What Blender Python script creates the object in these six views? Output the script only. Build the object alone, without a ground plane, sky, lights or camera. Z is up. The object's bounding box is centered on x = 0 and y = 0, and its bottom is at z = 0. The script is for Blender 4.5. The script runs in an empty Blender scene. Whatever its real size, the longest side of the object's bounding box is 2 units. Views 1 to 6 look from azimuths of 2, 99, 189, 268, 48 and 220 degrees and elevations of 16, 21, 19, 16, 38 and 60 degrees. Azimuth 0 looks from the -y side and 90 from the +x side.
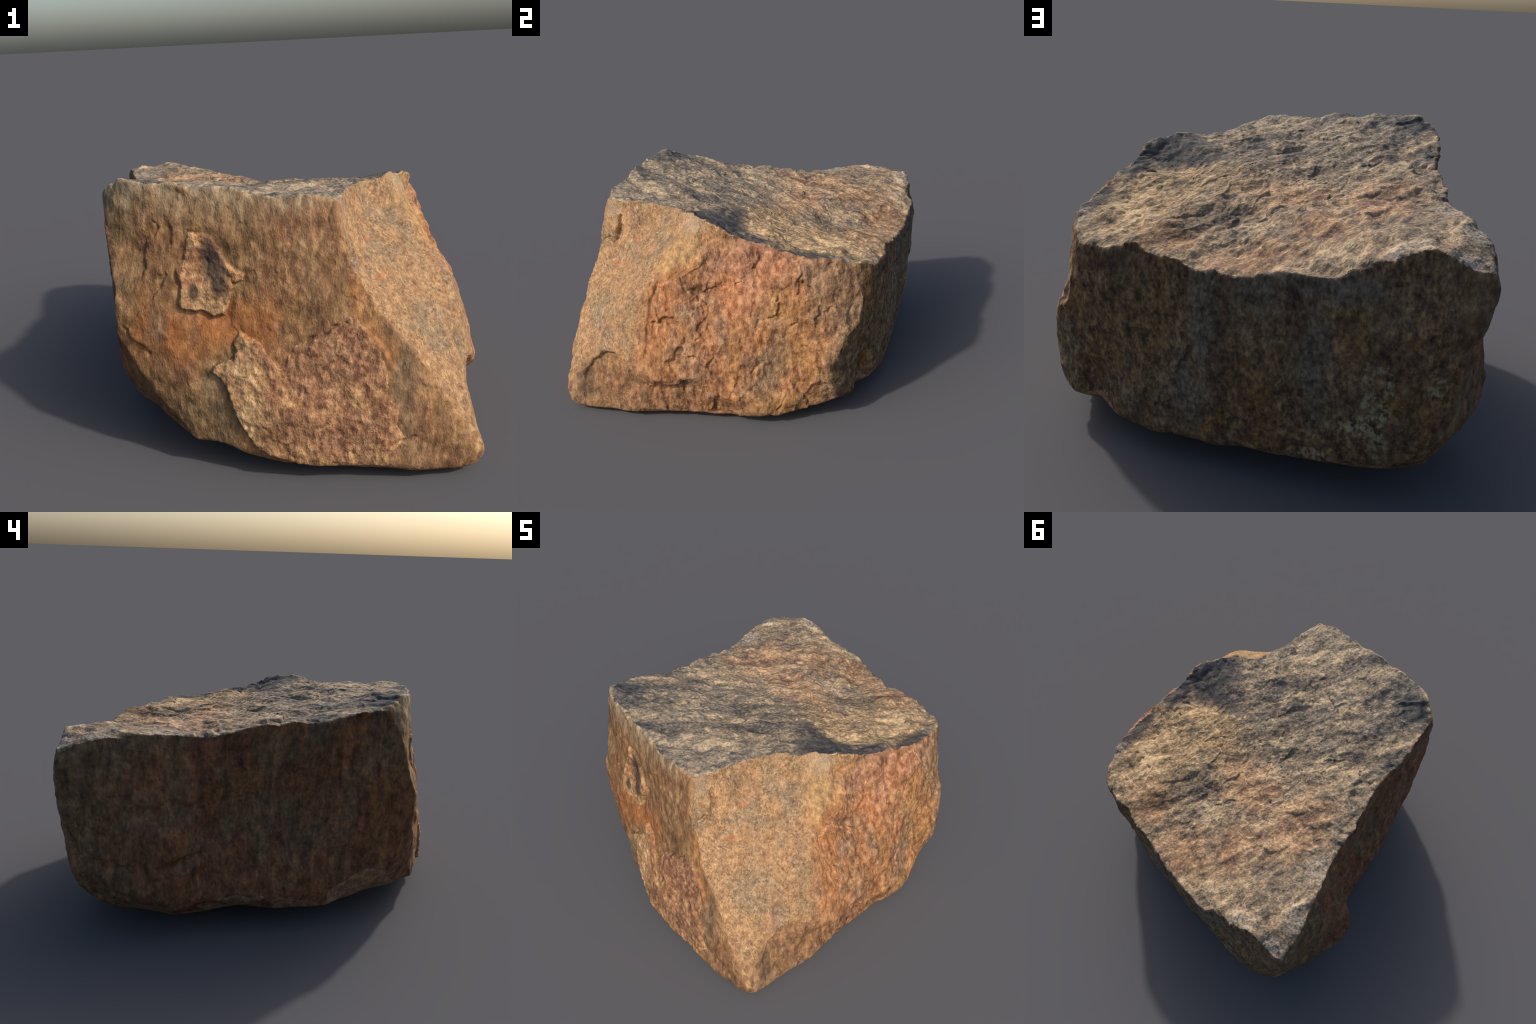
# A squarish boulder of foliated granite: one stone whose outline is set by
# corner, rim and face points, with foliation relief, scaling crust plates,
# ledges and cracks worked into a fine mesh.
import bpy, bmesh, math
import numpy as np
from mathutils import Vector
from mathutils.bvhtree import BVHTree
from mathutils.kdtree import KDTree

CENTRE = Vector((0.0, 0.0, 0.5))

# ------------------------------------------------------------------ shape
# Every chain is a run of control points (metres) along one edge or face.
RIM_FRONT = [(-.672, -.575, 1.130), (-.590, -.665, 1.203), (-.515, -.707, 1.180), (-.450, -.715, 1.170),
             (-.387, -.727, 1.180), (-.314, -.739, 1.158), (-.264, -.748, 1.153), (-.184, -.762, 1.167),
             (-.135, -.765, 1.155), (-.068, -.775, 1.134), (-.007, -.784, 1.116), (.104, -.796, 1.126),
             (.161, -.795, 1.128), (.214, -.790, 1.115), (.272, -.780, 1.100)]
RIM_CORNER = [(.272, -.780, 1.100), (.278, -.751, 1.090), (.302, -.662, 1.074), (.310, -.594, 1.090),
              (.329, -.509, 1.081), (.368, -.423, 1.077), (.397, -.335, 1.079), (.441, -.307, 1.069), (.505, -.280, 1.090),
              (.547, -.218, 1.093), (.590, -.171, 1.076)]
RIM_EAST = [(.590, -.171, 1.076), (.643, -.109, 1.070), (.660, -.030, 1.030),
            (.666, .060, .998), (.674, .105, .986), (.692, .206, .960), (.707, .304, .935), (.717, .376, .918),
            (.723, .480, .911), (.710, .581, .899), (.685, .645, .876)]
RIM_NORTH = [(.685, .645, .876), (.650, .700, .858), (.620, .742, .828), (.506, .796, .848), (.388, .806, .880),
             (.350, .815, .862), (.295, .841, .847), (.213, .848, .850), (.159, .857, .819), (.077, .887, .828),
             (.006, .909, .826), (-.089, .932, .856), (-.144, .946, .876), (-.203, .958, .884), (-.287, .972, .882),
             (-.359, .979, .890), (-.400, .944, .914), (-.467, .962, .953), (-.526, .968, .966), (-.601, .943, .992),
             (-.655, .934, .992), (-.728, .925, .970), (-.770, .945, .948), (-.848, .938, .943)]
RIM_WEST = [(-.848, .938, .943), (-.838, .870, .958), (-.838, .805, .990), (-.812, .691, 1.005),
            (-.773, .541, 1.010), (-.754, .486, 1.010), (-.734, .413, 1.001), (-.705, .302, .986), (-.704, .214, .997),
            (-.707, .161, 1.010), (-.695, .072, 1.041), (-.674, -.016, 1.051), (-.666, -.089, 1.042),
            (-.663, -.155, 1.062), (-.667, -.220, 1.058), (-.685, -.313, 1.064), (-.684, -.373, 1.092),
            (-.678, -.485, 1.122), (-.672, -.575, 1.130)]
TOP = [(-.389, -.087, 1.038), (-.199, -.647, 1.150), (.526, .530, .894), (-.261, .633, .953), (.248, .144, .992),
       (.573, .180, .960), (.050, .540, .872), (-.030, .470, .897), (.150, .500, .886), (.030, .350, .945), (-.070, -.475, 1.098),
       (-.010, -.210, 1.044), (.280, .350, .935), (-.172, .792, .915), (-.533, -.568, 1.145), (-.640, .880, 1.012), (-.800, .880, .962), (-.295, -.384, 1.102), (.190, -.460, 1.098),
       (.050, -.100, 1.040), (-.500, .500, .992), (.430, .060, .962), (.560, .330, .914), (-.600, .430, .985), (-.640, .790, 1.008), (-.657, .625, 1.012), (.080, -.300, 1.078), (.344, -.095, 1.042), (.330, -.330, 1.074), (.170, -.330, 1.086), (-.515, .350, .985), (.112, .375, .925)]
EDGE_SW = [(-.672, -.575, 1.130), (-.660, -.664, .993), (-.640, -.705, .850), (-.622, -.750, .723), (-.630, -.752, .570),
           (-.620, -.755, .535), (-.585, -.770, .495), (-.530, -.790, .400), (-.478, -.800, .300),
           (-.405, -.815, .225), (-.335, -.852, .128), (-.220, -.875, .130)]
EDGE_SE = [(.272, -.780, 1.100), (.300, -.830, .930), (.313, -.842, .847), (.400, -.880, .690), (.557, -.920, .501),
           (.690, -.948, .300), (.792, -.950, .170), (.818, -.946, .100)]
EDGE_RIDGE = [(.547, -.218, 1.093), (.674, -.190, .909), (.710, -.377, .802), (.605, -.320, .935), (.775, -.425, .690),
              (.820, -.405, .585), (.850, -.410, .490), (.880, -.480, .330)]
EDGE_FOOT = [(-.220, -.888, .128), (-.120, -.915, .098), (-.050, -.933, .082), (.010, -.950, .074), (.140, -.980, .070),
             (.320, -.980, .064), (.450, -.988, .055), (.590, -.992, .044), (.700, -.978, .032), (.780, -.955, .028)]
LEDGE_EAST = [(.800, -.666, .385), (.845, -.560, .355), (.880, -.480, .310), (.892, -.400, .262), (.878, -.300, .262),
              (.881, -.260, .278)]
EDGE_NE = [(.685, .645, .876), (.695, .650, .800), (.690, .690, .690), (.712, .676, .575), (.790, .615, .500), (.855, .525, .350),
           (.842, .530, .240), (.790, .560, .135)]
RIB_WEST = [(-.800, .372, .640), (-.850, .375, .560), (-.892, .378, .450), (-.910, .388, .350), (-.900, .392, .250), (-.862, .392, .165)]
EDGE_NW = [(-.835, .940, .943), (-.855, .955, .860), (-.830, .960, .765), (-.818, .940, .650), (-.792, .918, .500),
           (-.770, .905, .340), (-.735, .880, .225)]
FRONT = [(-.220, -.785, .966), (-.193, -.818, .660), (-.128, -.838, .595), (-.231, -.852, .469), (.284, -.876, .647),
         (.075, -.880, .538), (.043, -.895, .467), (.419, -.980, .260), (.618, -.963, .283), (.553, -.975, .174),
         (-.400, -.778, .850), (.070, -.838, .890), (.000, -.812, 1.020), (-.450, -.818, .600), (-.350, -.812, .690), (-.350, -.866, .420), (-.300, -.872, .330), (-.180, -.902, .260), (-.570, -.780, .632),
         (-.150, -.905, .340), (0., -.945, .300), (.200, -.968, .270), (.300, -.900, .600), (.100, -.958, .150), (.330, -.985, .170)]
CORNER_FACET = [(.430, -.430, .945), (.350, -.500, .968), (.510, -.370, .930), (.748, -.545, .695), (.393, -.589, .883), (.432, -.688, .757), (.326, -.745, .890), (.610, -.660, .655), (.775, -.590, .620), (.460, -.570, .852), (.450, -.812, .700), (.585, -.495, .820), (.748, -.835, .360), (.728, -.785, .420)]
EAST = [(.725, -.168, .762), (.811, -.292, .553), (.857, -.035, .334), (.865, .115, .323), (.630, -.110, .920), (.655, -.040, .920), (.725, .080, .930), (.720, .100, .800),
        (.765, .200, .785), (.785, .300, .805), (.795, .425, .660), (.715, -.146, .720), (.815, .150, .550), (.800, .400, .500), (.812, .300, .355), (.822, .213, .300), (.835, .360, .185), (.845, -.120, .420)]
EAST_FOOT = [(.785, -.715, .250), (.824, -.610, .220), (.840, -.480, .200), (.850, -.300, .200), (.865, -.100, .200), (.895, .160, .150),
             (.818, -.800, .022), (.840, -.580, .024), (.866, -.550, .100), (.826, -.400, .026), (.828, -.200, .028), (.835, .000, .025),
             (.870, .060, .040), (.900, .140, .058), (.865, .250, .055), (.800, .355, .065), (.800, .440, .090)]
NORTH = [(.487, .806, .705), (.612, .752, .690), (.480, .775, .560), (.300, .830, .600), (.000, .900, .600), (-.300, .952, .650), (-.410, .982, .820), (-.390, .995, .785), (-.540, .960, .790), (-.640, 1.00, .740),
         (-.600, .985, .520), (.550, .735, .380), (.300, .820, .290), (-.117, .928, .460), (-.060, .890, .370), (-.330, .930, .430), (.300, .812, .160),
         (-.570, .965, .320)]
NORTH_FOOT = [(.720, .640, .130), (.545, .625, .215), (.678, .655, .330), (.600, .675, .170), (.500, .735, .106), (.370, .765, .098), (.230, .785, .105),
              (.060, .832, .112), (-.090, .868, .134), (-.318, .900, .150), (-.500, .868, .132), (-.616, .830, .120),
              (-.700, .800, .120), (-.760, .800, .215), (-.850, .690, .275), (-.550, .940, .190)]
WEST = [(-.662, -.300, .700), (-.690, -.300, .440), (-.675, 0., .480), (-.650, 0., .680), (-.640, -.210, .700),
        (-.665, .200, .660), (-.720, .300, .820), (-.858, .650, .750), (-.665, .310, .620), (-.690, .260, .700), (-.705, .270, .500),
        (-.705, .190, .450), (-.918, .470, .350), (-.905, .480, .300), (-.890, .480, .550), (-.728, .305, .440), (-.752, .285, .320), (-.840, .430, .680), (-.870, .610, .440), (-.905, .480, .240),
        (-.665, -.150, .870), (-.676, -.490, .840), (-.668, -.580, .780), (-.650, -.400, .830), (-.688, -.500, .460), (-.645, -.665, .410),
        (-.828, .790, .610), (-.830, .680, .600), (-.828, .700, .430)]
WEST_FOOT = [(-.765, .108, .200), (-.750, -.050, .190), (-.737, -.156, .190), (-.700, -.340, .200), (-.790, .250, .190),
             (-.680, -.530, .330), (-.600, -.660, .285), (-.555, -.660, .235), (-.720, .800, .165),
             (-.790, .600, .150), (-.700, .400, .062), (-.870, .440, .170), (-.700, .250, .170), (-.700, .110, .125), (-.690, -.079, .100),
             (-.660, -.350, .110), (-.610, -.450, .130), (-.400, -.600, .080), (-.400, -.740, .130)]
UNDER = [(-.560, .450, 0.), (-.450, 0., .020), (-.250, -.400, .030), (0., 0., .010), (0., .500, .040), (.400, .400, .030),
         (.500, 0., .010), (.500, -.500, .010), (.100, -.780, .010), (.400, -.850, .004), (.700, -.850, .002),
         (.592, .528, .060), (-.300, .650, .040), (0., -.400, .020), (-.150, -.700, .060)]
CREASES = [RIM_FRONT, RIM_CORNER, RIM_EAST, RIM_NORTH, RIM_WEST, EDGE_SW[:8], EDGE_SE[1:], LEDGE_EAST, RIB_WEST]


def landmarks():
    pts, seen = [], set()
    for chain in (RIM_FRONT, RIM_CORNER, RIM_EAST, RIM_NORTH, RIM_WEST, TOP, EDGE_SW, EDGE_SE, EDGE_FOOT, EDGE_RIDGE, LEDGE_EAST,
                  EDGE_NE, EDGE_NW, RIB_WEST, FRONT, CORNER_FACET, EAST, EAST_FOOT, NORTH, NORTH_FOOT, WEST, WEST_FOOT, UNDER):
        for p in chain:
            if p not in seen:
                seen.add(p)
                pts.append(Vector(p))
    return pts


def cage():
    """Join the control points: their directions from the centre lie on a sphere, and the hull of those says who neighbours whom."""
    pts = landmarks()
    bm = bmesh.new()
    vs = [bm.verts.new((p - CENTRE).normalized()) for p in pts]
    home = {v: p for v, p in zip(vs, pts)}
    bmesh.ops.convex_hull(bm, input=vs)
    for v in [v for v in bm.verts if not v.link_faces]:
        bm.verts.remove(v)
    bm.verts.ensure_lookup_table()
    verts = [home[v].copy() for v in bm.verts]
    for i, v in enumerate(bm.verts):
        v.index = i
    faces = [tuple(v.index for v in f.verts) for f in bm.faces]
    bm.free()
    return verts, faces


LEVEL = 9   # icosphere level of the working mesh


def base_mesh(level=LEVEL):
    verts, faces = cage()
    tree = BVHTree.FromPolygons(verts, faces)
    bm = bmesh.new()
    bmesh.ops.create_icosphere(bm, subdivisions=level, radius=1.0)
    me = bpy.data.meshes.new("boulder")
    bm.to_mesh(me)
    bm.free()
    n = len(me.vertices)
    co = np.empty(n * 3, np.float32)
    me.vertices.foreach_get("co", co)
    d = co.reshape(-1, 3)
    out = np.empty((n, 3))
    for i in range(n):
        v = Vector(d[i])
        hit = tree.ray_cast(CENTRE, v)[0]
        out[i] = hit if hit is not None else CENTRE + v * 0.5
    e = np.empty(len(me.edges) * 2, np.int32)
    me.edges.foreach_get("vertices", e)
    return me, out, e.reshape(-1, 2)


def smooth(p, edges, rounds, weight):
    deg = np.bincount(edges.ravel(), minlength=len(p)).astype(float)[:, None]
    for _ in range(rounds):
        s = np.zeros_like(p)
        for k in range(p.shape[1]):
            s[:, k] = np.bincount(edges[:, 0], p[edges[:, 1], k], len(p)) + np.bincount(edges[:, 1], p[edges[:, 0], k], len(p))
        p = p + weight * (s / deg - p)
    return p


def chain_distance(p, chains):
    best = np.full(len(p), 9.0)
    for chain in chains:
        for a, b in zip(chain[:-1], chain[1:]):
            a, b = np.array(a), np.array(b)
            ab = b - a
            t = np.clip((p - a) @ ab / (ab @ ab), 0, 1)
            best = np.minimum(best, np.linalg.norm(p - a - t[:, None] * ab, axis=1))
    return best


# ------------------------------------------------------------------ regions
REGIONS = ("top", "front", "sunny", "weathered", "underside")
SETS = {
    "top": set(RIM_FRONT + RIM_CORNER + RIM_EAST + RIM_NORTH + RIM_WEST + TOP),
    "front": set(RIM_FRONT + EDGE_SW + EDGE_SE + EDGE_FOOT + FRONT),
    "sunny": set(RIM_CORNER + RIM_EAST + EDGE_SE + EDGE_RIDGE + LEDGE_EAST + CORNER_FACET + EAST + EAST_FOOT + EDGE_NE),
    "weathered": set(RIM_NORTH + RIM_WEST + EDGE_NE + EDGE_NW + RIB_WEST + EDGE_SW + NORTH + NORTH_FOOT + WEST + WEST_FOOT),
    "underside": set(EDGE_FOOT + EAST_FOOT + NORTH_FOOT + WEST_FOOT + UNDER),
}
FACING = {"top": (0, 0, 1), "front": (0, -1, 0), "sunny": (.9, -.3, 0), "weathered": (-.6, .6, 0), "underside": (0, 0, -1)}


def cage_regions(verts, faces):
    out = []
    for f in faces:
        a, b, c = (verts[i] for i in f)
        n = (b - a).cross(c - a).normalized()
        if n.dot((a + b + c) / 3 - CENTRE) < 0:
            n = -n
        keys = [tuple(round(x, 3) for x in v) for v in (a, b, c)]
        best, score = 0, -9
        for k, name in enumerate(REGIONS):
            s = sum(any(abs(q[0] - w[0]) + abs(q[1] - w[1]) + abs(q[2] - w[2]) < 2e-3 for w in SETS[name]) for q in keys)
            s += n.dot(Vector(FACING[name]).normalized()) * 1.2
            if s > score:
                best, score = k, s
        out.append(best)
    return np.array(out)


# ------------------------------------------------------------------ noise
_rng = np.random.default_rng(41)
_perm = np.concatenate([_rng.permutation(256)] * 3).astype(np.int32)
_grad = _rng.normal(size=(256, 3))
_grad = (_grad / np.linalg.norm(_grad, axis=1)[:, None]).astype(np.float32)


def perlin(q):
    q = np.asarray(q, np.float32)
    i = np.floor(q).astype(np.int32)
    f = q - i.astype(np.float32)
    i &= 255
    u = f * f * f * (f * (f * 6 - 15) + 10)
    total = 0.0
    for dx in (0, 1):
        for dy in (0, 1):
            for dz in (0, 1):
                h = _perm[_perm[_perm[i[:, 0] + dx] + i[:, 1] + dy] + i[:, 2] + dz]
                g = _grad[h]
                w = (u[:, 0] if dx else 1 - u[:, 0]) * (u[:, 1] if dy else 1 - u[:, 1]) * (u[:, 2] if dz else 1 - u[:, 2])
                total = total + w * (g[:, 0] * (f[:, 0] - dx) + g[:, 1] * (f[:, 1] - dy) + g[:, 2] * (f[:, 2] - dz))
    return total * 1.5


def fbm(q, octaves, gain=0.5):
    s, a = 0.0, 1.0
    for k in range(octaves):
        s = s + a * perlin(q * 2.03 ** k + 17.3 * k)
        a *= gain
    return s


GRAIN_TURN = math.radians(28)   # the foliation stands upright and strikes 28 degrees off the y axis


def foliation(p):
    c, s = math.cos(GRAIN_TURN), math.sin(GRAIN_TURN)
    return np.stack([c * p[:, 0] - s * p[:, 1], s * p[:, 0] + c * p[:, 1], p[:, 2]], axis=1)


# ------------------------------------------------------------------ worked details
PLATE_SMALL = [(-.314, .982), (-.224, .972), (-.202, .923), (-.179, .883), (-.142, .842), (-.101, .821), (-.104, .796),
               (-.142, .789), (-.155, .731), (-.186, .661), (-.227, .658), (-.261, .680), (-.353, .680), (-.359, .716),
               (-.347, .777), (-.369, .832), (-.335, .883), (-.322, .937)]
PLATE_LARGE = [(-.064, .130), (-.126, .219), (-.157, .292), (-.179, .365), (-.198, .402), (-.238, .432), (-.236, .466),
               (-.154, .486), (-.142, .520), (-.151, .548), (-.129, .592), (-.095, .564), (-.055, .559), (-.023, .507),
               (.020, .465), (.045, .461), (.077, .533), (.157, .573), (.285, .645), (.319, .662), (.360, .604),
               (.402, .559), (.412, .500), (.438, .440), (.430, .370), (.470, .300), (.465, .235), (.500, .190), (.440, .140), (.430, .080),
               (.150, .060)]
# hollow left by a spalled chip above the toe, as seen from the east (y, z)
TOE_HOLLOW = [(-.850, .230), (-.790, .320), (-.720, .372), (-.650, .388), (-.590, .345), (-.530, .290), (-.470, .245), (-.400, .225),
              (-.320, .225), (-.250, .255), (-.190, .220), (-.190, .020), (-.860, .020)]
# (run of points, depth, half width)
CRACKS = [
    ([(.055, -.892, .485), (.076, -.888, .509), (.084, -.882, .538), (.157, -.883, .573), (.206, -.883, .597), (.285, -.880, .643)], .016, .0045),
    ([(-.402, -.742, 1.046), (-.379, -.751, 1.006), (-.374, -.759, .957), (-.379, -.764, .917)], .014, .005),
    ([(-.454, -.735, 1.026), (-.436, -.742, .999), (-.446, -.743, .961), (-.474, -.733, .949), (-.484, -.733, .902), (-.492, -.743, .842), (-.520, -.751, .779)], .011, .005),
    ([(-.406, -.771, .827), (-.441, -.775, .755), (-.498, -.772, .692), (-.550, -.765, .648), (-.576, -.764, .599)], .012, .007),
    ([(-.592, -.759, .604), (-.573, -.767, .562), (-.521, -.785, .529), (-.496, -.794, .504)], .016, .008),
    ([(.416, -.978, .135), (.446, -.978, .162), (.495, -.976, .176), (.534, -.974, .190)], .012, .007),
    ([(.310, -.712, .995), (.319, -.714, .960), (.330, -.733, .902), (.344, -.748, .855)], .022, .007),
    ([(.314, -.838, .845), (.323, -.784, .872), (.344, -.748, .860)], .012, .008),
    ([(.407, -.771, .746), (.427, -.718, .750), (.423, -.669, .788)], .008, .006),
    ([(.716, -.404, .762), (.752, -.414, .697), (.781, -.394, .643), (.799, -.382, .608), (.810, -.371, .584), (.814, -.350, .567), (.811, -.297, .556)], .012, .005),
    ([(.720, .518, .876), (.727, .497, .795), (.740, .464, .708), (.772, .445, .636)], .014, .007),
    ([(.867, .105, .311), (.860, .133, .346), (.857, .193, .365)], .016, .008),
    ([(.836, .222, .466), (.824, .269, .509), (.800, .348, .579)], .010, .006),
    ([(.872, .245, .103), (.865, .287, .171), (.857, .329, .229), (.860, .357, .270), (.860, .399, .325)], .014, .009),
    ([(.581, .520, .898), (.461, .546, .903)], .018, .006),
    ([(.608, .163, .967), (.533, .200, .959)], .014, .006),
    ([(-.345, -.095, 1.039), (-.433, -.073, 1.038)], .008, .004),
    ([(-.156, -.647, 1.145), (-.194, -.620, 1.144), (-.234, -.626, 1.146), (-.248, -.667, 1.153)], .007, .005),
    ([(-.818, .364, .694), (-.831, .350, .574), (-.848, .313, .441), (-.798, .327, .260)], .010, .010),
    ([(-.481, .981, .817), (-.475, .984, .763), (-.511, .985, .706), (-.555, .987, .668)], .010, .006),
]
# (run of points, the two axes of the plane it is seen in, step height, reach): the left of the run stands proud
SCARPS = [
    ([(.700, -.360, .830), (.715, -.385, .790), (.735, -.405, .740), (.758, -.428, .680), (.790, -.440, .600), (.822, -.450, .520), (.850, -.460, .430), (.870, -.490, .330)], (1, 2), -.015, .060),
    ([(.687, -.026, .978), (.680, -.088, .979), (.677, -.161, .925), (.688, -.179, .879), (.705, -.224, .820), (.721, -.307, .775), (.720, -.399, .759)], (1, 2), .034, .08),
    ([(-.818, .829, .410), (-.850, .723, .400), (-.872, .642, .393), (-.884, .577, .335)], (1, 2), -.014, .06),
    ([(-.706, -.406, .355), (-.681, -.514, .394), (-.646, -.613, .429)], (1, 2), .012, .06),
    ([(.002, .716, .913), (-.076, .769, .914), (-.157, .784, .923), (-.215, .828, .919)], (0, 1), .012, .05),
    ([(-.351, -.099, 1.040), (-.432, -.188, 1.060), (-.479, -.172, 1.054)], (0, 1), .008, .05),
    ([(.319, -.879, .660), (.360, -.899, .604), (.416, -.909, .559), (.453, -.925, .486), (.480, -.939, .428), (.511, -.958, .335)], (0, 2), -.014, .05),
    ([(-.402, -.742, 1.046), (-.379, -.751, 1.006), (-.374, -.759, .957), (-.379, -.764, .917)], (0, 2), .012, .04),
    ([(-.454, -.735, 1.026), (-.436, -.742, .999), (-.446, -.743, .961), (-.474, -.733, .949), (-.484, -.733, .902), (-.492, -.743, .842), (-.520, -.751, .779)], (0, 2), .012, .04),
    ([(-.406, -.771, .827), (-.441, -.775, .755), (-.498, -.772, .692), (-.550, -.765, .648), (-.576, -.764, .599)], (0, 2), .010, .04),
    ([(-.592, -.759, .604), (-.573, -.767, .562), (-.521, -.785, .529), (-.496, -.794, .504)], (0, 2), .014, .05),
    ([(.319, -.714, .960), (.330, -.733, .902), (.344, -.748, .860)], (1, 2), -.022, .05),
    ([(.314, -.838, .845), (.323, -.784, .872), (.344, -.748, .860)], (1, 2), -.014, .03),
    ([(.760, -.850, .230), (.770, -.790, .320), (.790, -.720, .372), (.805, -.650, .388), (.835, -.590, .345), (.860, -.530, .290), (.872, -.470, .245), (.875, -.400, .225), (.870, -.320, .225), (.870, -.250, .262), (.865, -.180, .285)], (1, 2), .016, .070),
]


def polygon_distance(x, z, poly):
    """Signed distance to a closed outline, positive inside."""
    d = np.full(len(x), 9.0)
    inside = np.zeros(len(x), bool)
    for (ax, az), (bx, bz) in zip(poly, poly[1:] + poly[:1]):
        ex, ez = bx - ax, bz - az
        t = np.clip(((x - ax) * ex + (z - az) * ez) / (ex * ex + ez * ez), 0, 1)
        d = np.minimum(d, np.hypot(x - ax - t * ex, z - az - t * ez))
        if az != bz:
            inside ^= ((az > z) != (bz > z)) & (x < ex * (z - az) / ez + ax)
    return np.where(inside, d, -d)


def smoothstep(a, b, x):
    t = np.clip((x - a) / (b - a), 0, 1)
    return t * t * (3 - 2 * t)


def scarp(p, chain, axes, height, reach):
    """A broken step along a run of points: one side stands proud, dying out away from the run and at its ends."""
    c3, c2 = np.array(chain), np.array(chain)[:, list(axes)]
    sub = chain_distance(p, [chain]) < 0.13 + 0.6 * reach
    q = p[sub][:, list(axes)]
    seg = np.linalg.norm(np.diff(c2, axis=0), axis=1)
    run = np.concatenate([[0], np.cumsum(seg)])
    best, side, at = np.full(len(q), 9.0), np.zeros(len(q)), np.zeros(len(q))
    for k in range(len(c2) - 1):
        ab = c2[k + 1] - c2[k]
        t = np.clip((q - c2[k]) @ ab / (ab @ ab), 0, 1)
        d = np.linalg.norm(q - c2[k] - t[:, None] * ab, axis=1)
        near = d < best
        cross = ab[0] * (q[:, 1] - c2[k, 1]) - ab[1] * (q[:, 0] - c2[k, 0])
        best[near], side[near], at[near] = d[near], np.sign(cross[near]), (run[k] + t * seg[k])[near]
    taper = smoothstep(0, .25 * run[-1], at) * smoothstep(run[-1], .75 * run[-1], at)
    out = np.zeros(len(p))
    out[sub] = 0.5 * height * np.tanh(side * best / 0.005) * np.exp(-(best / reach) ** 2) * taper
    return out


def vertex_normals(p, tris):
    fn = np.cross(p[tris[:, 1]] - p[tris[:, 0]], p[tris[:, 2]] - p[tris[:, 0]])
    n = np.zeros_like(p)
    for k in range(3):
        for c in range(3):
            n[:, c] += np.bincount(tris[:, k], fn[:, c], len(p))
    return n / np.linalg.norm(n, axis=1)[:, None]


def split_faces(p, tris):
    """Cut every triangle in four; returns the points, triangles and the edge of each new point."""
    e = np.sort(np.concatenate([tris[:, [0, 1]], tris[:, [1, 2]], tris[:, [2, 0]]]), axis=1).astype(np.int64)
    _, first, back = np.unique(e[:, 0] * len(p) + e[:, 1], return_index=True, return_inverse=True)
    ends = e[first]
    m = len(tris)
    a, b, c = (back[k * m:(k + 1) * m] + len(p) for k in range(3))
    fine = np.concatenate([np.stack([tris[:, 0], a, c], 1), np.stack([tris[:, 1], b, a], 1),
                           np.stack([tris[:, 2], c, b], 1), np.stack([a, b, c], 1)])
    return np.concatenate([p, p[ends].mean(axis=1)]), fine.astype(np.int32), ends


def edges_of(tris):
    e = np.sort(np.concatenate([tris[:, [0, 1]], tris[:, [1, 2]], tris[:, [2, 0]]]), axis=1).astype(np.int64)
    n = int(tris.max()) + 1
    k = np.unique(e[:, 0] * n + e[:, 1])
    return np.stack([k // n, k % n], axis=1)


def chips(p, size, stretch, tilt, seed):
    """Broken planes: the nearest of many scattered cells tips the surface its own way."""
    rng = np.random.default_rng(seed)
    q = p / (np.array(stretch) * size)
    q = q + 0.28 * np.stack([fbm(q * 1.3 + k, 3) for k in (2, 11, 29)], axis=1)
    lo, hi = q.min(0), q.max(0)
    n = int(min(1500, max(20, np.prod(hi - lo) * 1.0)))
    seeds = rng.uniform(lo, hi, (n, 3))
    tips = rng.normal(size=(n, 3)) * tilt
    lift = rng.normal(size=n) * tilt * 0.35
    tree = KDTree(n)
    for k, c in enumerate(seeds):
        tree.insert(c, k)
    tree.balance()
    near = np.fromiter((tree.find(v)[1] for v in q), int, len(q))
    return (((q - seeds[near]) * tips[near]).sum(1) + lift[near]) * size


def only(weight, make):
    """Work out a relief just where its weight counts."""
    out = np.zeros(len(weight))
    k = weight > 0.01
    if k.any():
        out[k] = weight[k] * make(k)
    return out


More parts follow.
